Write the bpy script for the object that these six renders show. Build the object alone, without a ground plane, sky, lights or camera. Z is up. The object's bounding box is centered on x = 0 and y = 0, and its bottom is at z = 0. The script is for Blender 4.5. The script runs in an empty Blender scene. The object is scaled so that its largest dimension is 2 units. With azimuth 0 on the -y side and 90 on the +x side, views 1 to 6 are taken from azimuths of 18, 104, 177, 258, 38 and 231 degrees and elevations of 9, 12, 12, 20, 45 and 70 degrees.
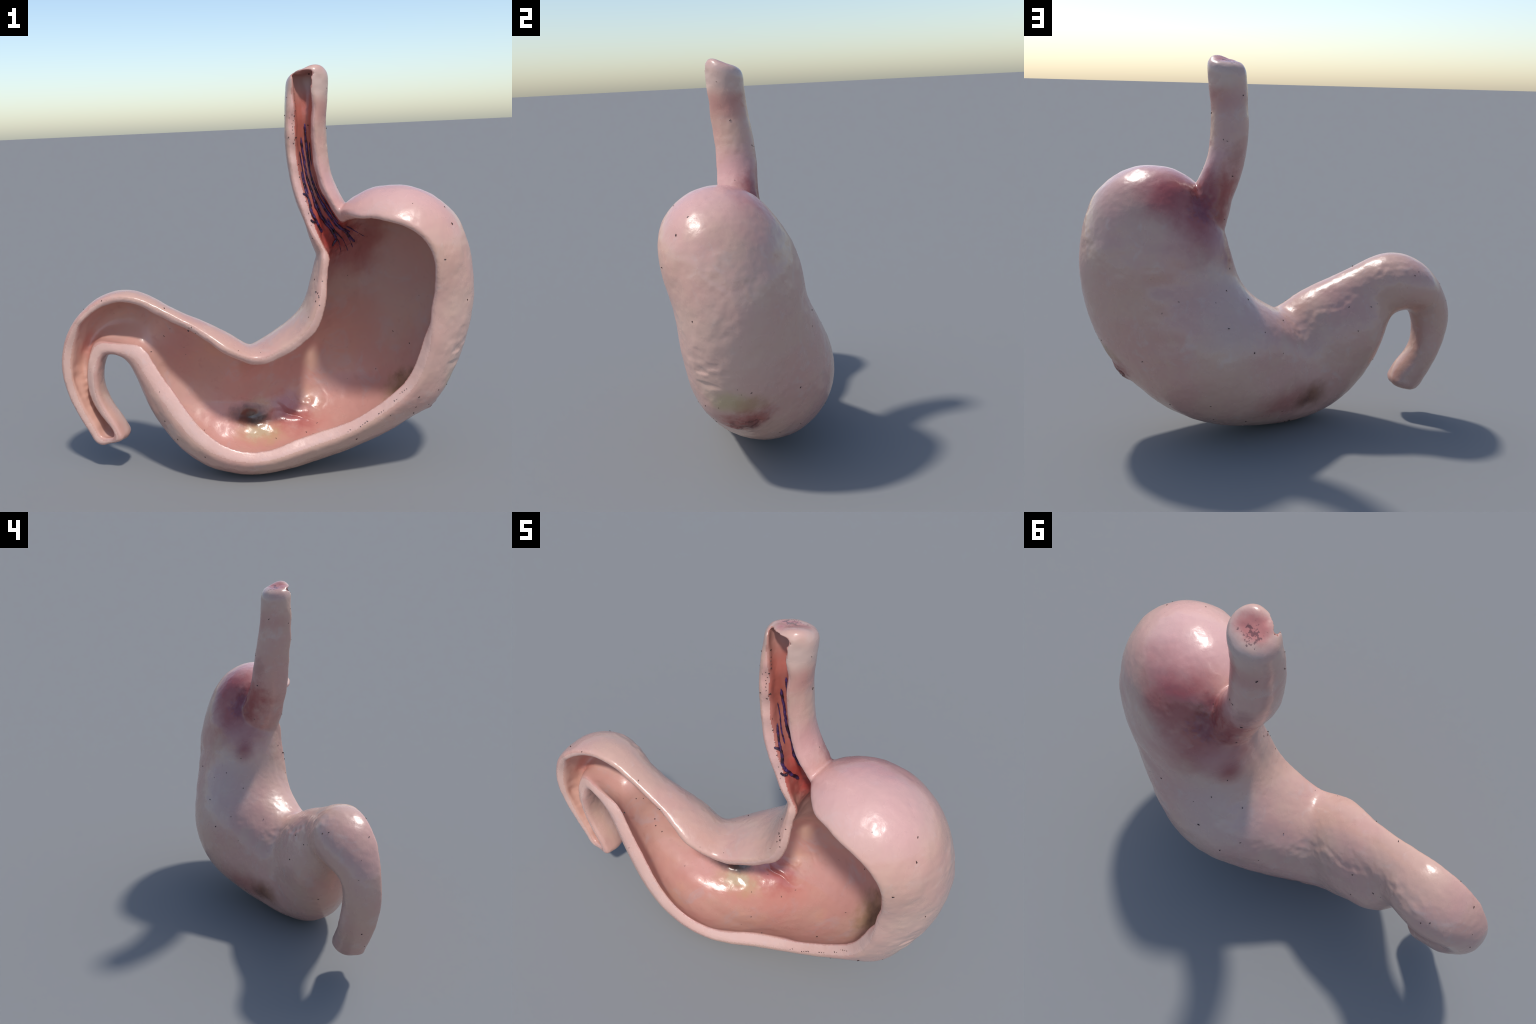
"""Cut-away anatomical stomach: wall built as an implicit surface from tube spines, opened along a front cut."""
import bpy, math
import numpy as np
from mathutils import Vector

# ------------------------------------------------------------------ profiles
# spine stations: x, y, z, in-plane radius, depth radius
STOMACH_SPINE = [
    (0.651, -0.046, 1.130, 0.295, 0.258), (0.612, 0.027, 0.939, 0.356, 0.254),
    (0.572, 0.036, 0.724, 0.362, 0.276), (0.459, 0.059, 0.550, 0.348, 0.298),
    (0.290, 0.048, 0.426, 0.322, 0.322), (0.119, -0.032, 0.348, 0.296, 0.280),
    (-0.035, -0.134, 0.292, 0.269, 0.252), (-0.184, -0.186, 0.330, 0.280, 0.210),
    (-0.305, -0.194, 0.463, 0.266, 0.186), (-0.415, -0.218, 0.596, 0.202, 0.151),
    (-0.539, -0.235, 0.713, 0.144, 0.120), (-0.685, -0.243, 0.764, 0.130, 0.156),
    (-0.827, -0.265, 0.707, 0.084, 0.139), (-0.893, -0.282, 0.553, 0.082, 0.092),
    (-0.870, -0.287, 0.365, 0.062, 0.100), (-0.766, -0.273, 0.198, 0.072, 0.093),
    (-0.685, -0.264, 0.088, 0.074, 0.090),
]
ESOPHAGUS_SPINE = [
    (0.272, -0.080, 2.048, 0.092, 0.085), (0.261, -0.086, 1.867, 0.093, 0.087),
    (0.249, -0.090, 1.716, 0.091, 0.097), (0.246, -0.076, 1.564, 0.091, 0.106),
    (0.267, -0.068, 1.405, 0.091, 0.118), (0.324, -0.060, 1.255, 0.100, 0.126),
    (0.372, -0.010, 1.111, 0.113, 0.122)]
# local swellings (-) and hollows (+) of the body's outer surface: centre, radii, amount
SCULPT = [
    ((-.54, -.06, .51), (.16, .14, .16), -.036), ((-.38, -.22, .80), (.36, .13, .12), .015),
    ((-.42, -.06, .74), (.24, .12, .14), .010), ((.74, .27, .48), (.24, .18, .32), .030),
    ((.02, .28, .40), (.20, .16, .14), .018), ((.86, -.09, .38), (.16, .18, .16), -.024),
    ((-.85, -.14, .61), (.10, .10, .12), .020), ((-.75, -.18, .20), (.10, .06, .12), .014),
    ((-.67, -.26, .19), (.07, .12, .10), .022), ((.52, .27, 1.10), (.15, .12, .18), -.012),
    ((.43, .15, 1.16), (.12, .10, .13), .018), ((.80, .02, .33), (.14, .14, .10), -.008)]
ESOPHAGUS_SCULPT = [((.35, -.15, 1.52), (.07, .08, .40), .015), ((.15, .0, 1.52), (.06, .09, .40), -.008), ((.41, -.12, 1.33), (.06, .08, .10), .018)]
# the wall is thinner along these stretches of the rim (path, reach, amount)
THIN_RIM = [
    ([(.34, -.11, 1.0), (.29, -.16, .86), (.20, -.19, .70), (.01, -.24, .59), (-.13, -.29, .65), (-.30, -.28, .76),
      (-.50, -.28, .85), (-.72, -.33, .89), (-.86, -.34, .78)], .085, .016),
    ([(.52, -.21, 1.26), (.66, -.26, 1.25), (.79, -.25, 1.19), (.85, -.20, 1.03), (.84, -.18, .80)], .085, .026)]
# wall thickness along each spine (fraction of length, thickness)
STOMACH_WALL = ([0, .3, .6, .72, .86, .94, 1], [.055, .055, .055, .05, .042, .03, .008])
ESOPHAGUS_WALL = ([0, .17, .22, .34, .7, 1], [.030, .034, .046, .061, .060, .05])
# front cut: wall in front of y(x, z) is taken away; rim points x, z, y and slope of the cut face across the wall
CUT = [
    # lower rim
    (0.789, 0.670, -0.176, 0.6), (0.751, 0.559, -0.168, 0.6), (0.689, 0.468, -0.160, 0.6), (0.614, 0.403, -0.165, 0.6), (0.507, 0.332, -0.176, 0.6),
    (0.401, 0.273, -0.196, 0.6), (0.267, 0.223, -0.238, 0.6), (0.136, 0.188, -0.288, 0.6), (0.032, 0.170, -0.321, 0.6), (-0.056, 0.171, -0.347, 0.6),
    (-0.132, 0.195, -0.361, 0.6), (-0.209, 0.246, -0.369, 0.6), (-0.288, 0.321, -0.367, 0.6), (-0.361, 0.419, -0.357, 0.6), (-0.438, 0.530, -0.339, 0.6),
    (-0.497, 0.622, -0.327, 0.6), (-0.545, 0.686, -0.318, 0.6), (-0.582, 0.700, -0.317, 0.6), (-0.690, 0.680, -0.316, 0.6), (-0.777, 0.679, -0.303, 0.6),
    (-0.827, 0.642, -0.300, 0.6),
    # upper rim
    (0.332, 0.972, -0.123, 0.8), (0.312, 0.900, -0.152, 0.8), (0.273, 0.793, -0.167, 0.8), (0.196, 0.701, -0.186, 0.8), (0.102, 0.631, -0.205, 0.8),
    (0.013, 0.596, -0.234, 0.8), (-0.059, 0.608, -0.260, 0.8), (-0.129, 0.646, -0.290, 0.8), (-0.189, 0.700, -0.295, 0.8), (-0.272, 0.751, -0.287, 0.8),
    (-0.337, 0.781, -0.288, 0.8), (-0.432, 0.828, -0.294, 0.8), (-0.527, 0.876, -0.304, 0.8), (-0.605, 0.897, -0.317, 0.8), (-0.700, 0.900, -0.335, 0.8),
    (-0.767, 0.872, -0.346, 0.8), (-0.844, 0.782, -0.349, 0.8), (-0.915, 0.689, -0.350, 0.8), (-0.950, 0.605, -0.350, 0.8),
    # duodenum, medial side
    (-0.843, 0.517, -0.322, 0.8), (-0.839, 0.433, -0.322, 0.8), (-0.823, 0.367, -0.322, 0.8), (-0.784, 0.284, -0.322, 0.8), (-0.744, 0.219, -0.322, 0.8),
    # duodenum, lateral side
    (-0.956, 0.553, -0.353, 0.7), (-0.954, 0.468, -0.348, 0.7), (-0.934, 0.365, -0.341, 0.7), (-0.892, 0.262, -0.334, 0.7),
    # esophagus, left
    (0.243, 1.757, -0.137, 1.5), (0.225, 1.655, -0.126, 1.5), (0.214, 1.536, -0.115, 1.5), (0.231, 1.414, -0.109, 1.5), (0.256, 1.290, -0.098, 1.5),
    (0.305, 1.181, -0.092, 1.5), (0.342, 1.104, -0.092, 1.5),
    # esophagus, left outside
    (0.181, 1.760, -0.174, 0.6), (0.171, 1.614, -0.174, 0.6), (0.174, 1.511, -0.174, 0.6), (0.196, 1.406, -0.174, 0.6), (0.230, 1.285, -0.174, 0.6),
    (0.280, 1.156, -0.174, 0.6),
    # esophagus, right
    (0.282, 1.799, -0.135, 2.5), (0.279, 1.682, -0.127, 2.5), (0.280, 1.579, -0.113, 2.5), (0.295, 1.443, -0.100, 2.5), (0.337, 1.336, -0.094, 2.5),
    # fundus
    (0.540, 1.250, -0.215, 2.2), (0.645, 1.241, -0.250, 2.2), (0.730, 1.217, -0.258, 2.2), (0.785, 1.179, -0.252, 2.2), (0.828, 1.103, -0.238, 2.2),
    (0.837, 1.020, -0.220, 2.2), (0.838, 0.910, -0.212, 2.2), (0.824, 0.786, -0.204, 2.2),
]
VOXEL = 0.006
SEED = 7

# ------------------------------------------------------------------ implicit shape
def spline(nodes, per):
    n = np.asarray(nodes, float)
    p = np.vstack([2 * n[0] - n[1], n, 2 * n[-1] - n[-2]])
    t = (np.arange(per) / per)[:, None]
    rows = []
    for i in range(1, len(p) - 2):
        a, b, c, d = p[i - 1:i + 3]
        rows.append(.5 * (2 * b + (c - a) * t + (2 * a - 5 * b + 4 * c - d) * t ** 2 + (3 * b - a - 3 * c + d) * t ** 3))
    rows.append(p[-2][None])
    return np.vstack(rows)

class Tube:
    """Envelope of ellipsoids strung along a spline: signed distance, wall thickness, position along the spine."""
    def __init__(self, nodes, wall, blend, per=6):
        self.blend = blend
        s = spline(nodes, per)
        c = s[:, :3]
        t = np.gradient(c, axis=0)
        t /= np.linalg.norm(t, axis=1)[:, None]
        y = np.array([0, 1., 0])
        w = y - (t @ y)[:, None] * t
        w /= np.linalg.norm(w, axis=1)[:, None]
        u = np.cross(t, w)
        a, b = s[:, 3], s[:, 4]
        e = np.minimum(a, b)
        def quadric(power):
            M = sum(np.einsum('ni,nj->nij', v, v) / (r ** power)[:, None, None] for v, r in ((u, a), (w, b), (t, e)))
            lin = -2 * np.einsum('nij,nj->ni', M, c)
            con = np.einsum('ni,nij,nj->n', c, M, c)
            return np.c_[con, lin, M[:, 0, 0], M[:, 1, 1], M[:, 2, 2], 2 * M[:, 0, 1], 2 * M[:, 0, 2], 2 * M[:, 1, 2]].T
        self.q0, self.q1 = quadric(2), quadric(4)
        self.wall = np.interp(np.linspace(0, 1, len(s)), *wall)

    def __call__(self, p):
        x, y, z = p.T
        F = np.c_[np.ones(len(p)), p, x * x, y * y, z * z, x * y, x * z, y * z]
        k0 = np.sqrt(np.maximum(F @ self.q0, 1e-12))
        k1 = np.sqrt(np.maximum(F @ self.q1, 1e-12))
        d = k0 * (k0 - 1) / k1
        m = d.min(1)
        w = np.exp((m[:, None] - d) / self.blend)
        total = w.sum(1)
        soft = m - self.blend * np.log(total)
        return soft, w @ self.wall / total, w @ np.linspace(0, 1, len(self.wall)) / total

def ball(p, centre, radius):
    r = np.linalg.norm((p - centre) / radius, axis=1)
    return np.exp(-r * r * 1.5)

def along(p, a, b, radius):
    a, b = np.array(a), np.array(b)
    t = np.clip((p - a) @ (b - a) / ((b - a) @ (b - a)), 0, 1)
    r = np.linalg.norm(p - a - t[:, None] * (b - a), axis=1) / radius
    return np.exp(-r * r * 1.5)

def smooth_max(a, b, k):
    h = np.maximum(k - np.abs(a - b), 0) / k
    return np.maximum(a, b) + h * h * k * .25

class CutSurface:
    """Height field y(x, z) through the rim points, tilted across the wall, tabulated on a grid."""
    def __init__(self, pts, field, soft=.02, step=.01):
        p = np.asarray(pts, float)
        q = p[:, [0, 2, 1]]
        e = .004
        g = np.stack([field(q + [e, 0, 0]) - field(q - [e, 0, 0]), field(q + [0, 0, e]) - field(q - [0, 0, e])], 1)
        g /= np.linalg.norm(g, axis=1)[:, None] + 1e-9
        thin = (p[:, 1] > 1.3) | (p[:, 0] < -.72)
        reach = np.where(thin, .025, .05)[:, None]
        rows = [p[:, :3]]
        for side in (1, -1):
            rows.append(np.c_[p[:, :2] + side * reach * g, p[:, 2] - side * reach[:, 0] * p[:, 3]])
        c = np.vstack(rows)
        # thin out near duplicates
        keep = []
        for i in range(len(c)):
            if all((c[i, 0] - c[j, 0]) ** 2 + (c[i, 1] - c[j, 1]) ** 2 > .018 ** 2 for j in keep): keep.append(i)
        c = c[keep]
        n = len(c)
        xz = c[:, :2]
        K = np.linalg.norm(xz[:, None] - xz[None], axis=2) - soft * np.eye(n)
        Q = np.c_[np.ones(n), xz]
        w = np.linalg.solve(np.block([[K, Q], [Q.T, np.zeros((3, 3))]]), np.r_[c[:, 2], 0, 0, 0])
        self.lo, self.step = np.array([-1.2, -.2]), step
        gx, gz = np.meshgrid(np.arange(-1.2, 1.2, step), np.arange(-.2, 2.2, step), indexing='ij')
        pts2 = np.stack([gx.ravel(), gz.ravel()], 1)
        H = np.concatenate([np.linalg.norm(b[:, None] - xz[None], axis=2) @ w[:n] + w[n] + b @ w[n + 1:]
                            for b in np.array_split(pts2, 40)]).reshape(gx.shape)
        for _ in range(6):
            H[1:-1, 1:-1] = (H[1:-1, 1:-1] * 2 + H[:-2, 1:-1] + H[2:, 1:-1] + H[1:-1, :-2] + H[1:-1, 2:]) / 6
        self.H = H
        a, b = np.gradient(H, step)
        self.S = 1 / np.sqrt(1 + a * a + b * b)
    def __call__(self, p):
        f = (p[:, [0, 2]] - self.lo) / self.step
        f = np.clip(f, 0, np.array(self.H.shape) - 1.001)
        i = f.astype(int); t = f - i
        def look(G):
            a, b = i.T; u, v = t.T
            return (G[a, b] * (1 - u) + G[a + 1, b] * u) * (1 - v) + (G[a, b + 1] * (1 - u) + G[a + 1, b + 1] * u) * v
        return (look(self.H) - p[:, 1]) * look(self.S)

stomach = Tube(STOMACH_SPINE, STOMACH_WALL, .018)
esophagus = Tube(ESOPHAGUS_SPINE, ESOPHAGUS_WALL, .006)
cut_surface = CutSurface(CUT, lambda p: np.minimum(stomach(p)[0], esophagus(p)[0]))
TOP_NORMAL = np.array([-.12, .18, 1.0]); TOP_NORMAL /= np.linalg.norm(TOP_NORMAL)
TOP_POINT = np.array([0.26, -0.08, 1.920])

TIP_NORMAL = np.array([.30, 0, -.954])
TIP_POINT = np.array([-.758, -.27, .146])

def fields(p):
    """outer distance, cavity distance, cut distance (positive = removed)"""
    ds, ws, fs = stomach(p)
    ds = ds + sum(amount * ball(p, np.array(at), np.array(size)) for at, size, amount in SCULPT)
    ds = np.where(fs > .9, smooth_max(ds, (p - TIP_POINT) @ TIP_NORMAL, .045), ds)
    de, we, fe = esophagus(p)
    trim = sum(amount * ball(p, np.array(at), np.array(size)) for at, size, amount in ESOPHAGUS_SCULPT)
    de = de + trim
    dl = esophagus(p + [0, .034, 0])[0] + 1.5 * trim          # the gullet's channel lies nearer the front
    top = (p - TOP_POINT) @ TOP_NORMAL - .020 * ball(p, np.array((.325, -.135, 1.935)), .07)
    oe = smooth_max(de, top, .055)
    outer = -smooth_max(-ds, -oe, .010)
    ce = smooth_max(dl + we, top + .012 + .030 * ball(p, np.array((.325, -.135, 1.935)), .07), .016)
    back = np.clip((p[:, 1] - .0) / .22, 0, 1) * np.clip((.45 - fs) / .12, 0, 1)
    floor = np.clip((.30 - p[:, 2]) / .12, 0, 1) * np.clip((.62 - fs) / .1, 0, 1) * np.clip((p[:, 1] + .3) / .12, 0, 1)
    ws = ws + .020 * np.maximum(back, floor)
    ws = ws + .022 * np.clip((fs - .70) / .07, 0, 1) * np.clip((p[:, 1] + .34) / .07, 0, 1) * np.clip((.97 - fs) / .05, 0, 1)
    ws = ws + .022 * along(p, (-.28, -.08, .66), (-.45, -.10, .74), .12) * np.clip((p[:, 1] + .30) / .08, 0, 1)
    ws = ws + .028 * ball(p, np.array((-.46, -.09, .56)), .15)
    for path, reach, amount in THIN_RIM:
        ws = ws - amount * np.max([along(p, m, n, reach) for m, n in zip(path, path[1:])], axis=0)
    cavity = -smooth_max(-ds - ws, -ce, .03)
    cut = cut_surface(p)
    return outer, cavity, cut, fs, fe, de < ds

def wall_distance(p):
    o, c, k, *_ = fields(p)
    # round the outer lip more than the inner one
    return smooth_max(smooth_max(o, k, .026), -c, .008)

def chunked(fn, p, size=60000):
    return np.concatenate([fn(p[i:i + size]) for i in range(0, len(p), size)])

def surface_nets(fn, lo, hi, h, coarse=4):
    """Quad mesh of fn == 0; only blocks near the surface are sampled finely."""
    n = np.ceil((hi - lo) / h).astype(int)
    n = (n // coarse + 1) * coarse
    cn = n // coarse + 1
    ax = [lo[i] + np.arange(cn[i]) * h * coarse for i in range(3)]
    g = np.stack(np.meshgrid(*ax, indexing='ij'), -1).reshape(-1, 3)
    dc = chunked(fn, g).reshape(cn)
    near = np.abs(dc) < h * coarse * 2.2
    blk = np.zeros(cn - 1, bool)
    for i in (0, 1):
        for j in (0, 1):
            for k in (0, 1):
                blk |= near[i:cn[0] - 1 + i, j:cn[1] - 1 + j, k:cn[2] - 1 + k]
    F = np.full(n + 1, 1.0)
    fine = np.zeros(n + 1, bool)
    bi = np.argwhere(blk) * coarse
    off = np.stack(np.meshgrid(*[np.arange(coarse + 1)] * 3, indexing='ij'), -1).reshape(-1, 3)
    for o in off:
        fine[tuple((bi + o).T)] = True
    idx = np.argwhere(fine)
    F[tuple(idx.T)] = chunked(fn, lo + idx * h)
    # sign for far nodes
    far = ~fine
    up = dc.repeat(coarse, 0).repeat(coarse, 1).repeat(coarse, 2)[:n[0] + 1, :n[1] + 1, :n[2] + 1]
    F[far] = up[far]
    inside = F < 0
    c = [inside[i:n[0] + i, j:n[1] + j, k:n[2] + k] for i in (0, 1) for j in (0, 1) for k in (0, 1)]
    s = sum(x.astype(np.int8) for x in c)
    cells = np.argwhere((s > 0) & (s < 8))
    vid = -np.ones(n, int)
    vid[tuple(cells.T)] = np.arange(len(cells))
    corners = [(i, j, k) for i in (0, 1) for j in (0, 1) for k in (0, 1)]
    acc = np.zeros((len(cells), 3)); cnt = np.zeros(len(cells))
    for a in corners:
        for d in range(3):
            if a[d]: continue
            b = list(a); b[d] = 1
            fa = F[tuple((cells + a).T)]; fb = F[tuple((cells + b).T)]
            m = (fa < 0) != (fb < 0)
            t = np.where(m, fa / np.where(m, fa - fb, 1), 0)
            q = cells + np.array(a, float); q[:, d] += t
            acc[m] += q[m]; cnt[m] += 1
    verts = lo + acc / cnt[:, None] * h
    quads = []
    for d in range(3):
        e1, e2 = [(1, 2), (2, 0), (0, 1)][d]
        sl0 = [slice(None)] * 3; sl1 = [slice(None)] * 3
        sl0[d] = slice(0, n[d]); sl1[d] = slice(1, n[d] + 1)
        A = inside[tuple(sl0)]; B = inside[tuple(sl1)]
        cr = np.argwhere(A != B)
        ok = (cr[:, e1] > 0) & (cr[:, e2] > 0) & (cr[:, e1] < n[e1]) & (cr[:, e2] < n[e2])
        cr = cr[ok]
        v = []
        for o1, o2 in ((-1, -1), (0, -1), (0, 0), (-1, 0)):
            q = cr.copy(); q[:, e1] += o1; q[:, e2] += o2
            v.append(vid[tuple(q.T)])
        v = np.stack(v, 1)
        flip = ~A[tuple(cr.T)]
        v[flip] = v[flip][:, ::-1]
        quads.append(v)
    return verts, np.vstack(quads)

def relax(v, q, times, amount=.5):
    e = np.unique(np.sort(np.vstack([q[:, [0, 1]], q[:, [1, 2]], q[:, [2, 3]], q[:, [3, 0]]]), axis=1), axis=0)
    deg = np.bincount(e.ravel(), minlength=len(v))[:, None]
    for _ in range(times):
        acc = np.zeros_like(v)
        for k in range(3):
            acc[:, k] = np.bincount(e[:, 0], v[e[:, 1], k], len(v)) + np.bincount(e[:, 1], v[e[:, 0], k], len(v))
        v = v + amount * (acc / np.maximum(deg, 1) - v)
    return v

def vertex_normals(v, q):
    n = np.cross(v[q[:, 2]] - v[q[:, 0]], v[q[:, 3]] - v[q[:, 1]])
    out = np.zeros_like(v)
    for k in range(4):
        for d in range(3):
            out[:, d] += np.bincount(q[:, k], n[:, d], len(v))
    return out / (np.linalg.norm(out, axis=1)[:, None] + 1e-12)


# ------------------------------------------------------------------ relief
def noise(p, seed=0):
    """Smooth lattice noise in -1..1."""
    i = np.floor(p).astype(np.int64); f = p - i
    f = f * f * f * (f * (f * 6 - 15) + 10)
    out = np.zeros(len(p))
    for a in (0, 1):
        for b in (0, 1):
            for c in (0, 1):
                h = (i[:, 0] + a) * 374761393 + (i[:, 1] + b) * 668265263 + (i[:, 2] + c) * 2147483647 + seed * 974711
                h = (h ^ (h >> 13)) * 1274126177 & 0xffffffff
                h = (h ^ (h >> 16)) & 0xffff
                w = (f[:, 0] if a else 1 - f[:, 0]) * (f[:, 1] if b else 1 - f[:, 1]) * (f[:, 2] if c else 1 - f[:, 2])
                out += w * (h / 32767.5 - 1)
    return out

def all_fields(p):
    return [np.concatenate(x) for x in zip(*[fields(p[i:i + 60000]) for i in range(0, len(p), 60000)])]

def relief(p):
    o, c, k, fs, fe, eso = all_fields(p)
    outer = np.exp(-(o / .012) ** 2) * np.clip((-k - .004) / .03, 0, 1)
    inner = np.exp(-(c / .012) ** 2) * np.clip((-k - .002) / .02, 0, 1)
    face = np.clip(1 - outer - inner, 0, 1)
    # outside: soft lumps everywhere, hammered antrum, wrinkled greater curve, raw lesion
    d = .0020 * noise(p * 13, 1) + .0008 * noise(p * 42, 2)
    hammer = along(p, (-.15, .02, .57), (-.66, -.11, .85), .085)
    d += hammer * (.0036 * noise(p * 30, 3) + .001 * noise(p * 60, 4))
    wr = ball(p, (.95, .05, .85), (.25, .25, .42))
    d += wr * (.0055 * (.5 - np.abs(noise(p * [9, 9, 8] + .8 * noise(p * 5, 55)[:, None], 5))) + .0012 * noise(p * 26, 6))
    d += ball(p, (.62, .36, .85), (.3, .2, .45)) * .0075 * noise(p * [9, 9, 14], 7)
    d += ball(p, (.93, -.05, .62), (.10, .12, .12)) * -.009 * np.maximum(0, noise(p * [20, 14, 30], 8)) ** .7
    crack = np.abs(noise(p * [14, 14, 40], 9))
    les = ball(p, (.785, .085, .335), (.07, .10, .07))
    d += les * (.013 + .010 * noise(p * 28, 10) - .010 * (crack < .15))
    d += ball(p, (-.2, .09, .21), .09) * .004 * noise(p * 30, 11)
    d += ball(p, (.34, .07, 1.24), .10) * .005 * noise(p * [45, 45, 22], 12)
    d += ball(p, (.26, -.08, 1.93), (.06, .06, .02)) * (.0035 * noise(p * 45, 13) - .003)
    d += np.clip((.20 - p[:, 2]) / .06, 0, 1) * np.where(p[:, 0] < -.6, .005 * noise(p * 30, 14), 0)
    d_out = d
    # inside: puckered ulcer, folds at the cardia, lengthwise folds in the gullet, cross folds in the duodenum
    d = .0025 * noise(p * 11, 21) + .001 * noise(p * 34, 22)
    d -= .022 * ball(p, (-.135, .050, .200), (.060, .055, .032))
    d += ball(p, (-.10, .03, .14), (.12, .09, .07)) * (.0022 * noise(p * 40, 23) + .006 * noise(p * 17, 24))
    d += ball(p, (.06, .14, .19), (.12, .12, .08)) * (.017 * ((1 - np.abs(noise(p * [11, 14, 12] + .9 * noise(p * 7, 56)[:, None], 25))) ** 4 - .3) + .0012 * noise(p * 44, 26))
    d += ball(p, (.17, .22, .27), (.08, .07, .07)) * .012 * ((1 - np.abs(noise(p * 14 + .9 * noise(p * 9, 57)[:, None], 27))) ** 4 - .3)
    d += ball(p, (-.26, -.05, .16), (.09, .09, .06)) * .007 * noise(p * 16, 28)
    d += .010 * ball(p, (.15, .265, .46), (.05, .05, .08))
    d += ball(p, (.40, .11, 1.10), .14) * .007 * (.4 - np.abs(noise(p * [26, 26, 14], 29)))
    d += np.where(eso, .0045 * noise(p * [34, 34, 6], 30), 0)
    d += np.clip((fs - .76) / .05, 0, 1) * np.where(eso, 0, .010 * noise(p * [13, 13, 17], 31))
    d_in = d
    return outer * d_out + inner * d_in + face * (.0004 * noise(p * 60, 41) + .001 * noise(p * 18, 42))

verts, quads = surface_nets(wall_distance, np.array([-1.08, -.55, -.05]), np.array([1.08, .55, 2.05]), VOXEL)
verts = relax(verts, quads, 3)
verts = verts + vertex_normals(verts, quads) * relief(verts)[:, None]
verts = relax(verts, quads, 1, .25)
normals = vertex_normals(verts, quads)
print('wall', len(verts), verts.min(0), verts.max(0))

def snap(p, lift=0.0, times=8):
    """Pull points onto the wall's surface (plus a lift) and return them with their normals."""
    p = np.array(p, float)
    e = .003
    for _ in range(times):
        g = np.stack([wall_distance(p + e * v) - wall_distance(p - e * v) for v in np.eye(3)], 1)
        g /= np.linalg.norm(g, axis=1)[:, None] + 1e-9
        p = p - .8 * g * (wall_distance(p) - lift)[:, None]
    return p, g

# ------------------------------------------------------------------ materials
class Graph:
    def __init__(self, name):
        self.mat = bpy.data.materials.new(name)
        self.mat.use_nodes = True
        self.t = self.mat.node_tree
        self.bsdf = self.t.nodes['Principled BSDF']
        self.pos = self.node('ShaderNodeTexCoord').outputs['Object']
    def node(self, kind, **kw):
        n = self.t.nodes.new(kind)
        for k, v in kw.items(): setattr(n, k, v)
        return n
    def put(self, socket, value):
        if isinstance(value, bpy.types.NodeSocket): self.t.links.new(value, socket)
        else: socket.default_value = value
    def math(self, op, a, b=0.0, clamp=False):
        n = self.node('ShaderNodeMath', operation=op, use_clamp=clamp)
        self.put(n.inputs[0], a); self.put(n.inputs[1], b)
        return n.outputs[0]
    def vec(self, op, a, b):
        n = self.node('ShaderNodeVectorMath', operation=op)
        self.put(n.inputs[0], a); self.put(n.inputs[1], b)
        return n.outputs['Value' if op in ('LENGTH', 'DISTANCE') else 'Vector']
    def noise(self, scale, detail=3.0, rough=.55, colour=False, stretch=None, distortion=0.0):
        n = self.node('ShaderNodeTexNoise')
        v = self.pos if stretch is None else self.vec('MULTIPLY', self.pos, stretch)
        self.put(n.inputs['Vector'], v)
        n.inputs['Scale'].default_value = scale; n.inputs['Detail'].default_value = detail
        n.inputs['Roughness'].default_value = rough; n.inputs['Distortion'].default_value = distortion
        return n.outputs['Color' if colour else 'Fac']
    def ramp(self, v, lo, hi, to0=0.0, to1=1.0):
        n = self.node('ShaderNodeMapRange', interpolation_type='SMOOTHSTEP')
        self.put(n.inputs[0], v)
        for i, x in enumerate((lo, hi, to0, to1)): n.inputs[i + 1].default_value = x
        return n.outputs[0]
    def mix(self, fac, a, b, mode='MIX'):
        n = self.node('ShaderNodeMix', data_type='RGBA', blend_type=mode)
        self.put(n.inputs[0], fac)
        for s, v in ((n.inputs[6], a), (n.inputs[7], b)):
            self.put(s, v if isinstance(v, bpy.types.NodeSocket) else (*v, 1))
        return n.outputs[2]
    def spot(self, centre, radius, inner=.25, outer=1.0, ragged=.5, grain=9.0):
        """Soft blotch around a point, its edge broken up by noise."""
        r = radius if isinstance(radius, tuple) else (radius,) * 3
        r = tuple(1.3 * x for x in r)
        d = self.vec('SUBTRACT', self.pos, tuple(centre))
        d = self.vec('DIVIDE', d, r)
        l = self.vec('LENGTH', d, (0, 0, 0))
        if ragged:
            n = self.math('SUBTRACT', self.noise(grain, 4.0, .6), .5)
            l = self.math('ADD', l, self.math('MULTIPLY', n, ragged * 2))
        return self.ramp(l, outer, inner)
    def finish(self, colour, rough, bump=None, bump_strength=.2, coat=0.0, sss=.0):
        b = self.bsdf
        self.put(b.inputs['Base Color'], colour)
        self.put(b.inputs['Roughness'], rough)
        b.inputs['Coat Weight'].default_value = coat
        b.inputs['Coat Roughness'].default_value = .12
        if bump is not None:
            n = self.node('ShaderNodeBump')
            n.inputs['Strength'].default_value = bump_strength
            n.inputs['Distance'].default_value = .006
            self.put(n.inputs['Height'], bump)
            self.put(b.inputs['Normal'], n.outputs[0])
        return self.mat

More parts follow.
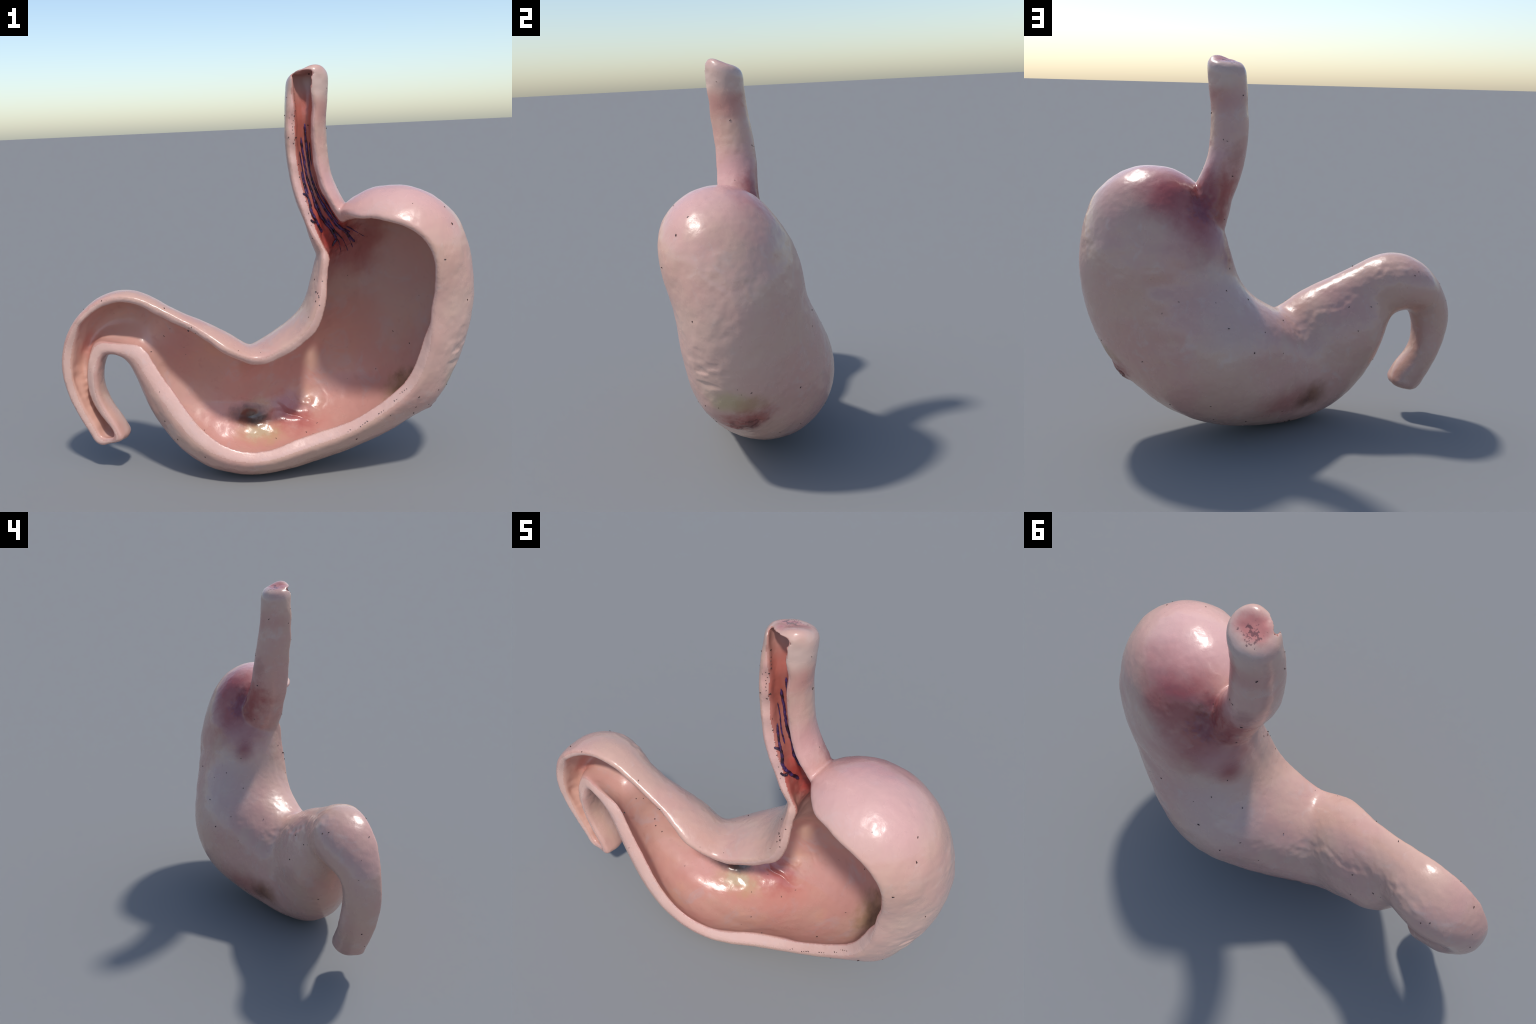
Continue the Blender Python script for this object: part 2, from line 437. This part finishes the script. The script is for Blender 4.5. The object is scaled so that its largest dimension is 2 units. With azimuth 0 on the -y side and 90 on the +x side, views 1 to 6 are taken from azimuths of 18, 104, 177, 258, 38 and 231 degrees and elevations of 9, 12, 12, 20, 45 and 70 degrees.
def serosa_material():
    g = Graph('serosa')
    big = g.noise(3.2, 4, .55); mid = g.noise(11, 4, .6, distortion=.6); fine = g.noise(34, 3, .6)
    c = g.mix(g.ramp(big, .38, .62), (.570, .318, .266), (.575, .352, .278))
    c = g.mix(g.math("MULTIPLY", g.ramp(mid, .55, .72), .40), c, (.57, .42, .37))         # pale film
    c = g.mix(g.math('MULTIPLY', g.ramp(g.noise(6.5, 5, .6), .54, .74), .40), c, (.60, .385, .29))   # tan fat
    c = g.mix(g.math('MULTIPLY', g.ramp(fine, .55, .75), .18), c, (.52, .29, .275))
    c = g.mix(g.math('MULTIPLY', g.spot((.62, -.10, 1.40), (.36, .32, .18), .2, 1.1, .15), .55), c, (.69, .395, .385))
    c = g.mix(g.math('MULTIPLY', g.spot((.20, .27, .74), (.20, .20, .26), .2, 1.1, .3), .40), c, (.58, .44, .395))
    c = g.mix(g.math('MULTIPLY', g.spot((.90, .0, .72), (.30, .28, .36), .2, 1.1, .3), .45), c, (.64, .46, .385))
    # congestion round the cardia and the fundus behind it
    c = g.mix(g.math('MULTIPLY', g.spot((.52, .15, 1.30), (.21, .18, .15), .05, 1.1, .35, 7), .97), c, (.37, .080, .080))
    c = g.mix(g.math('MULTIPLY', g.spot((.37, .13, 1.15), (.20, .20, .25), .1, 1.1, .4, 7), .95), c, (.33, .082, .078))
    c = g.mix(g.math('MULTIPLY', g.spot((.345, .085, 1.225), (.12, .12, .12), .1, 1.0, .6, 20), .90), c, (.19, .018, .020))
    c = g.mix(g.math('MULTIPLY', g.spot((.37, .11, 1.19), (.08, .08, .08), .3, .8, 1.3, 48), .22), c, (.15, .09, .17))
    c = g.mix(g.math('MULTIPLY', g.spot((.246, .114, .965), (.056, .07, .100), .0, 1.0, .2), .95), c, (.25, .032, .034))
    c = g.mix(g.math('MULTIPLY', g.spot((.26, .15, 1.03), (.12, .12, .12), .2, 1.0, .4), .45), c, (.47, .24, .235))
    # esophagus flush bands
    c = g.mix(g.math('MULTIPLY', g.spot((.28, -.05, 1.735), (.14, .16, .085), .1, 1.0, .3, 8), .75), c, (.46, .185, .165))
    c = g.mix(g.math('MULTIPLY', g.spot((.30, -.04, 1.44), (.16, .16, .10), .2, 1.0, .5, 10), .50), c, (.58, .29, .275))
    c = g.mix(g.math('MULTIPLY', g.spot((.215, .05, 1.45), (.05, .08, .10), .1, 1.0, .9, 24), .50), c, (.36, .15, .13))
    c = g.mix(g.math('MULTIPLY', g.spot((.30, .03, 1.28), (.13, .13, .14), .1, 1.0, .6, 14), .82), c, (.34, .075, .07))
    c = g.mix(g.math('MULTIPLY', g.spot((.30, -.07, 1.86), (.14, .15, .08), .3, 1.0, .2), .5), c, (.58, .45, .40))
    c = g.mix(g.math('MULTIPLY', g.spot((.265, -.085, 1.925), (.066, .060, .030), .4, 1.0, .35, 20), .9), c, (.50, .175, .155))
    c = g.mix(g.math('MULTIPLY', g.spot((.250, -.070, 1.915), (.070, .060, .03), .1, .30, 1.5, 70), .7), c, (.10, .045, .05))
    # ulcer seen from behind: red halo, brown-black core
    c = g.mix(g.math('MULTIPLY', g.spot((-.05, .18, .21), (.22, .16, .11), .1, 1.0, .4, 9), .70), c, (.36, .115, .10))
    c = g.mix(g.math('MULTIPLY', g.spot((-.205, .085, .22), (.15, .10, .095), .0, 1.0, .35, 12), .80), c, (.22, .095, .050))
    c = g.mix(g.math('MULTIPLY', g.spot((-.175, .105, .20), (.085, .07, .05), .0, 1.0, .5, 18), .45), c, (.085, .030, .022))
    # raw lesion low on the greater curve
    c = g.mix(g.math('MULTIPLY', g.spot((.875, .03, .48), (.09, .11, .075), .1, 1.0, .45, 10), .75), c, (.47, .37, .20))
    c = g.mix(g.math('MULTIPLY', g.spot((.845, .13, .45), (.08, .10, .06), .1, 1.0, .6, 12), .60), c, (.33, .185, .07))
    c = g.mix(g.math('MULTIPLY', g.spot((.79, .09, .365), (.11, .16, .07), .15, 1.0, .5, 12), .90), c, (.30, .065, .05))
    c = g.mix(g.math('MULTIPLY', g.spot((.785, .09, .335), (.06, .09, .045), .1, 1.0, 1.0, 26), .8), c, (.13, .035, .028))
    rough = g.ramp(g.noise(8, 3), .3, .7, .22, .32)
    return g.finish(c, rough, g.math('ADD', g.noise(70, 4, .6), g.math('MULTIPLY', g.noise(26, 3), 1.5)), .10, .15)

def mucosa_material():
    g = Graph('mucosa')
    c = g.mix(g.ramp(g.noise(3.0, 4), .38, .62), (.550, .278, .236), (.555, .318, .258))
    c = g.mix(g.math('MULTIPLY', g.ramp(g.noise(8, 5, .6, distortion=.8), .52, .70), .55), c, (.50, .355, .345))   # grey-violet mottling
    c = g.mix(g.math('MULTIPLY', g.ramp(g.noise(5.5, 4, .6), .55, .72), .55), c, (.60, .33, .235))
    c = g.mix(g.math('MULTIPLY', g.ramp(g.noise(24, 4, .6, distortion=.5), .56, .72), .30), c, (.44, .22, .19))
    c = g.mix(g.math('MULTIPLY', g.spot((.55, .2, .80), (.30, .30, .40), .1, 1.1, .4, 5), .45), c, (.50, .335, .27))
    # inflamed cardia and gullet
    c = g.mix(g.math('MULTIPLY', g.spot((.42, .12, 1.10), (.20, .18, .22), .1, 1.0, .5, 7), .85), c, (.36, .11, .10))
    c = g.mix(g.math('MULTIPLY', g.spot((.27, -.04, 1.55), (.16, .16, .46), .5, 1.1, .3, 9), .88), c, (.45, .150, .118))
    c = g.mix(g.math('MULTIPLY', g.spot((.25, -.06, 1.66), (.12, .12, .17), .1, 1.0, .4, 9), .65), c, (.46, .10, .065))
    c = g.mix(g.math('MULTIPLY', g.spot((.32, .01, 1.21), (.15, .15, .20), .2, 1.0, .5, 14), .9), c, (.42, .045, .035))
    c = g.mix(g.math('MULTIPLY', g.spot((.36, .05, 1.14), (.11, .11, .10), .2, .9, 1.2, 34), .60), c, (.20, .04, .045))
    c = g.mix(g.math('MULTIPLY', g.spot((.245, -.03, 1.87), (.10, .10, .07), .2, 1.0, .2), .7), c, (.52, .37, .33))
    # ulcer: red surround, yellow slough, brown rim, grey-black floor
    c = g.mix(g.math('MULTIPLY', g.spot((-.04, .07, .18), (.38, .26, .15), .1, 1.0, .4, 6), .65), c, (.56, .225, .18))
    c = g.mix(g.math('MULTIPLY', g.spot((.055, .145, .20), (.14, .13, .10), .1, 1.0, .6, 12), .85), c, (.40, .11, .10))
    c = g.mix(g.math('MULTIPLY', g.spot((.02, .17, .25), (.08, .08, .08), .1, 1.0, .9, 20), .5), c, (.44, .25, .28))
    c = g.mix(g.math('MULTIPLY', g.spot((-.26, -.04, .16), (.11, .12, .08), .1, 1.0, .6, 14), .5), c, (.62, .33, .29))
    c = g.mix(g.math('MULTIPLY', g.spot((-.09, .015, .135), (.15, .09, .060), .1, 1.0, .5, 14), .82), c, (.50, .345, .185))
    c = g.mix(g.math('MULTIPLY', g.spot((-.09, .02, .135), (.11, .08, .05), .1, .8, 1.1, 30), .45), c, (.52, .46, .33))
    c = g.mix(g.math('MULTIPLY', g.spot((-.08, .095, .25), (.085, .06, .05), .1, 1.0, .6, 14), .55), c, (.48, .38, .27))
    c = g.mix(g.math('MULTIPLY', g.spot((-.20, .02, .215), (.085, .07, .05), .1, 1.0, .6, 14), .80), c, (.27, .105, .05))
    c = g.mix(g.math('MULTIPLY', g.spot((-.145, .047, .217), (.105, .085, .066), .2, 1.0, .5, 16), .90), c, (.135, .050, .040))
    c = g.mix(g.math('MULTIPLY', g.spot((-.108, .060, .197), (.085, .06, .038), .2, 1.0, .6, 20), .85), c, (.085, .085, .075))
    c = g.mix(g.math('MULTIPLY', g.spot((-.100, .06, .193), (.05, .04, .025), .1, .5, 1.4, 46), .25), c, (.26, .26, .25))
    # tan knob and the greater-curve lesion from inside
    c = g.mix(g.math('MULTIPLY', g.spot((.15, .26, .46), (.05, .06, .08), .2, 1.0, .3), .6), c, (.66, .43, .32))
    c = g.mix(g.math('MULTIPLY', g.spot((.66, .13, .34), (.14, .15, .13), .1, 1.0, .7, 12), .85), c, (.32, .20, .10))
    c = g.mix(g.math('MULTIPLY', g.spot((.69, .16, .37), (.10, .11, .10), .1, 1.0, .9, 18), .78), c, (.12, .075, .045))
    # duodenum, warmer
    c = g.mix(g.math('MULTIPLY', g.spot((-.90, -.25, .40), (.18, .25, .36), .4, 1.0, .3, 6), .7), c, (.64, .36, .27))
    c = g.mix(g.math('MULTIPLY', g.spot((-.87, -.22, .63), (.07, .08, .09), .1, 1.0, .5, 14), .65), c, (.56, .19, .15))
    rough = g.ramp(g.noise(9, 3), .3, .7, .28, .40)
    wet = g.spot((-.03, .07, .16), (.40, .24, .15), .3, 1.0, .3, 7)
    n = g.math('MULTIPLY', wet, .14)
    rough = g.math('SUBTRACT', rough, n)
    return g.finish(c, rough, g.math('ADD', g.noise(60, 4, .6), g.math('MULTIPLY', g.noise(24, 3), 1.5)), .12, .1)

def rim_material():
    g = Graph('cut_tissue')
    c = g.mix(g.ramp(g.noise(5, 4), .38, .62), (.640, .385, .322), (.645, .408, .345))
    c = g.mix(g.math('MULTIPLY', g.ramp(g.noise(30, 4, .6), .55, .72), .30), c, (.60, .43, .41))
    c = g.mix(g.math('MULTIPLY', g.spot((.26, -.12, 1.74), (.14, .16, .20), .2, 1.0, .3, 8), .55), c, (.58, .28, .245))
    c = g.mix(g.math('MULTIPLY', g.spot((.28, -.11, 1.35), (.16, .16, .22), .3, 1.0, .3, 8), .45), c, (.66, .38, .36))
    c = g.mix(g.math('MULTIPLY', g.spot((-.85, -.33, .42), (.22, .2, .40), .4, 1.0, .3, 8), .5), c, (.66, .42, .34))
    rough = g.ramp(g.noise(12, 3), .3, .7, .24, .34)
    return g.finish(c, rough, g.math('ADD', g.noise(90, 4, .6), g.noise(36, 3)), .12, .15)

def vein_material():
    g = Graph('vein_wall')
    c = g.mix(g.ramp(g.noise(38, 4, .6), .40, .62), (.022, .008, .018), (.075, .030, .130))
    return g.finish(c, .32, g.noise(160, 3), .3, .1)

def fleck_material():
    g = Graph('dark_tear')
    c = g.mix(g.ramp(g.noise(30, 2), .4, .6), (.018, .010, .010), (.055, .032, .030))
    return g.finish(c, .6)

serosa, mucosa, rim_mat, vein_mat, fleck_mat = serosa_material(), mucosa_material(), rim_material(), vein_material(), fleck_material()

# ------------------------------------------------------------------ wall parts
root = bpy.data.objects.new('stomach', None)
bpy.context.collection.objects.link(root)
root['label'] = 'pink anatomical stomach cut open at the front'
root['category'] = 'stomach model'

def add(name, me, mat):
    me.materials.append(mat)
    ob = bpy.data.objects.new(name, me)
    ob.parent = root
    bpy.context.collection.objects.link(ob)
    return ob

fc = verts[quads].mean(1)
o, c, k, fs, fe, is_eso = all_fields(fc)
kind = np.argmax(np.stack([o, -c + .003, k - .005]), axis=0)   # 0 outside, 1 lining, 2 cut face

def build(name, mask, mat):
    f = quads[mask]
    if not len(f): return
    used, inv = np.unique(f, return_inverse=True)
    me = bpy.data.meshes.new(name)
    me.from_pydata(verts[used].tolist(), [], inv.reshape(-1, 4).tolist())
    me.polygons.foreach_set('use_smooth', np.ones(len(f), bool))
    me.normals_split_custom_set_from_vertices(normals[used].tolist())
    add(name, me, mat)

out, lin, rim = kind == 0, kind == 1, kind == 2
fundus = ~is_eso & (fs < .10)
duodenum = ~is_eso & (fs > .78)
pylorus = ~is_eso & (fs > .70) & ~duodenum
antrum = ~is_eso & (fs > .46) & (fs <= .70)
body = ~is_eso & (fs >= .10) & (fs <= .46)
for part, m in (('esophagus', is_eso), ('fundus', fundus), ('gastric_body', body), ('antrum', antrum), ('pylorus', pylorus), ('duodenum', duodenum)):
    build(part, out & m, serosa)
for part, m in (('esophagus_lining', is_eso), ('stomach_lining', ~is_eso & ~duodenum), ('duodenum_lining', duodenum)):
    build(part, lin & m, mucosa)
build('cut_edge', rim, rim_mat)

# ------------------------------------------------------------------ veins in the gullet
rng = np.random.default_rng(SEED)

def vein(path, r0, r1, lift=.002):
    s = spline(np.array(path), 14)
    s, _ = snap(s, lift)
    s = spline(s[::3], 4)
    d = np.gradient(s, axis=0); d /= np.linalg.norm(d, axis=1)[:, None] + 1e-9
    side = np.cross(d, [.3, 1, .1]); side /= np.linalg.norm(side, axis=1)[:, None]
    up = np.cross(side, d)
    n, ring = len(s), 10
    r = np.interp(np.arange(n), [0, 3, n - 4, n - 1], [.3, 1, 1, .3]) * np.linspace(r0, r1, n)
    v = []
    for j in range(ring):
        a = 2 * math.pi * j / ring
        q = s + 0
        bump = 1 + .38 * noise(np.c_[s * 95, ] + j * 3.7, 51) + .22 * noise(s * 210 + j * 1.3, 52)
        v.append(q + (math.cos(a) * side + math.sin(a) * up) * (r * bump)[:, None])
    v = np.stack(v, 1).reshape(-1, 3)
    f = [[i * ring + j, i * ring + (j + 1) % ring, (i + 1) * ring + (j + 1) % ring, (i + 1) * ring + j]
         for i in range(n - 1) for j in range(ring)]
    f += [list(range(ring))[::-1], [(n - 1) * ring + j for j in range(ring)]]
    me = bpy.data.meshes.new('vein')
    me.from_pydata(v.tolist(), [], f)
    me.polygons.foreach_set('use_smooth', np.ones(len(f), bool))
    add('vein', me, vein_mat)

vein([(.242, -.081, 1.687), (.243, -.066, 1.608), (.248, -.052, 1.517), (.261, -.042, 1.424), (.289, -.032, 1.338),
      (.326, -.018, 1.274), (.375, .003, 1.201), (.400, .065, 1.15), (.419, .132, 1.107)], .0046, .0062)
vein([(.386, .024, 1.183), (.397, .05, 1.172), (.406, .077, 1.163)], .005, .004)
vein([(.221, -.085, 1.625), (.225, -.067, 1.534), (.236, -.061, 1.442), (.258, -.051, 1.364), (.278, -.05, 1.286),
      (.302, -.022, 1.228), (.332, .012, 1.177), (.349, .038, 1.13)], .0046, .0070)
vein([(.35, .037, 1.134), (.335, .03, 1.116), (.327, .024, 1.096)], .006, .003)
vein([(.224, -.103, 1.468), (.237, -.107, 1.399), (.255, -.109, 1.331), (.269, -.112, 1.278), (.282, -.088, 1.229),
      (.295, -.038, 1.168)], .0040, .0070)
vein([(.255, -.101, 1.335), (.247, -.117, 1.359), (.234, -.132, 1.368)], .0055, .004)
vein([(.282, -.10, 1.23), (.274, -.118, 1.236), (.266, -.124, 1.246)], .0055, .004)

vein([(.262, -.075, 1.600), (.264, -.062, 1.515), (.276, -.055, 1.43), (.303, -.048, 1.345), (.340, -.035, 1.285),
      (.385, -.01, 1.225)], .0026, .0034)
vein([(.230, -.070, 1.500), (.246, -.055, 1.41), (.272, -.045, 1.325), (.30, -.03, 1.25), (.345, .01, 1.19)], .0026, .0034)
vein([(.318, -.01, 1.240), (.345, .02, 1.180), (.372, .08, 1.12), (.385, .13, 1.06)], .0034, .0022)
vein([(.215, -.095, 1.560), (.219, -.085, 1.50), (.229, -.085, 1.43), (.246, -.08, 1.36)], .0022, .0030)
vein([(.300, -.03, 1.30), (.335, -.01, 1.24), (.38, .04, 1.18), (.40, .10, 1.12), (.41, .14, 1.07)], .0030, .0020)
vein([(.335, .01, 1.17), (.355, .06, 1.11), (.36, .10, 1.05)], .0030, .0018)
vein([(.400, .03, 1.195), (.43, .09, 1.165), (.47, .14, 1.13)], .0034, .0022)

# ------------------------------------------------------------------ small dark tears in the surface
def tears(name, points, size, mat, aligned=None):
    p, nrm = snap(points, .0)
    V, F = [], []
    for q, n in zip(p, nrm):
        t = np.cross(n, rng.normal(size=3)); t /= np.linalg.norm(t) + 1e-9
        if aligned is not None: t = np.cross(n, aligned); t /= np.linalg.norm(t) + 1e-9
        b = np.cross(n, t)
        L = size * rng.uniform(.6, 1.3); W = L * rng.uniform(.25, .5)
        base = [q + t * L, q - t * L * .8 + b * W, q - t * L * .5 - b * W]
        i = len(V)
        V += [list(x + n * .0022) for x in base] + [list(x - n * .004) for x in base]
        F += [[i, i + 1, i + 2], [i + 3, i + 5, i + 4]] + [[i + a, i + 3 + a, i + 3 + (a + 1) % 3, i + (a + 1) % 3] for a in range(3)]
    me = bpy.data.meshes.new(name)
    me.from_pydata(V, [], F)
    ob = add(name, me, mat)
    ob['kind'] = 'stuff'

pick = rng.choice(len(fc), 120, replace=False)
tears('dark_tear', fc[pick], .0046, fleck_mat)
rows = []
for q, n in (((.439, -.185, .26), 2), ((.508, -.176, .296), 4), ((.59, -.168, .354), 3), ((.657, -.158, .411), 2), ((.692, -.16, .456), 4)):
    for j in range(n): rows.append(np.array(q) + (j - n / 2) * np.array([.011, .001, .008]))
for z in np.linspace(1.82, 1.60, 16): rows.append(np.array([.198 + .006 * rng.normal(), -.138, z]))
for z in np.linspace(1.50, 1.16, 7): rows.append(np.array([np.interp(z, [1.16, 1.5], [.275, .205]), -.12, z]))
for _ in range(8): rows.append(np.array([.30 + .02 * rng.normal(), -.15, .90 + .03 * rng.normal()]))
for _ in range(10): rows.append(np.array([rng.uniform(-.5, .1), -.27, rng.uniform(.6, .8)]))
tears('dark_tear', rows, .0036, fleck_mat)
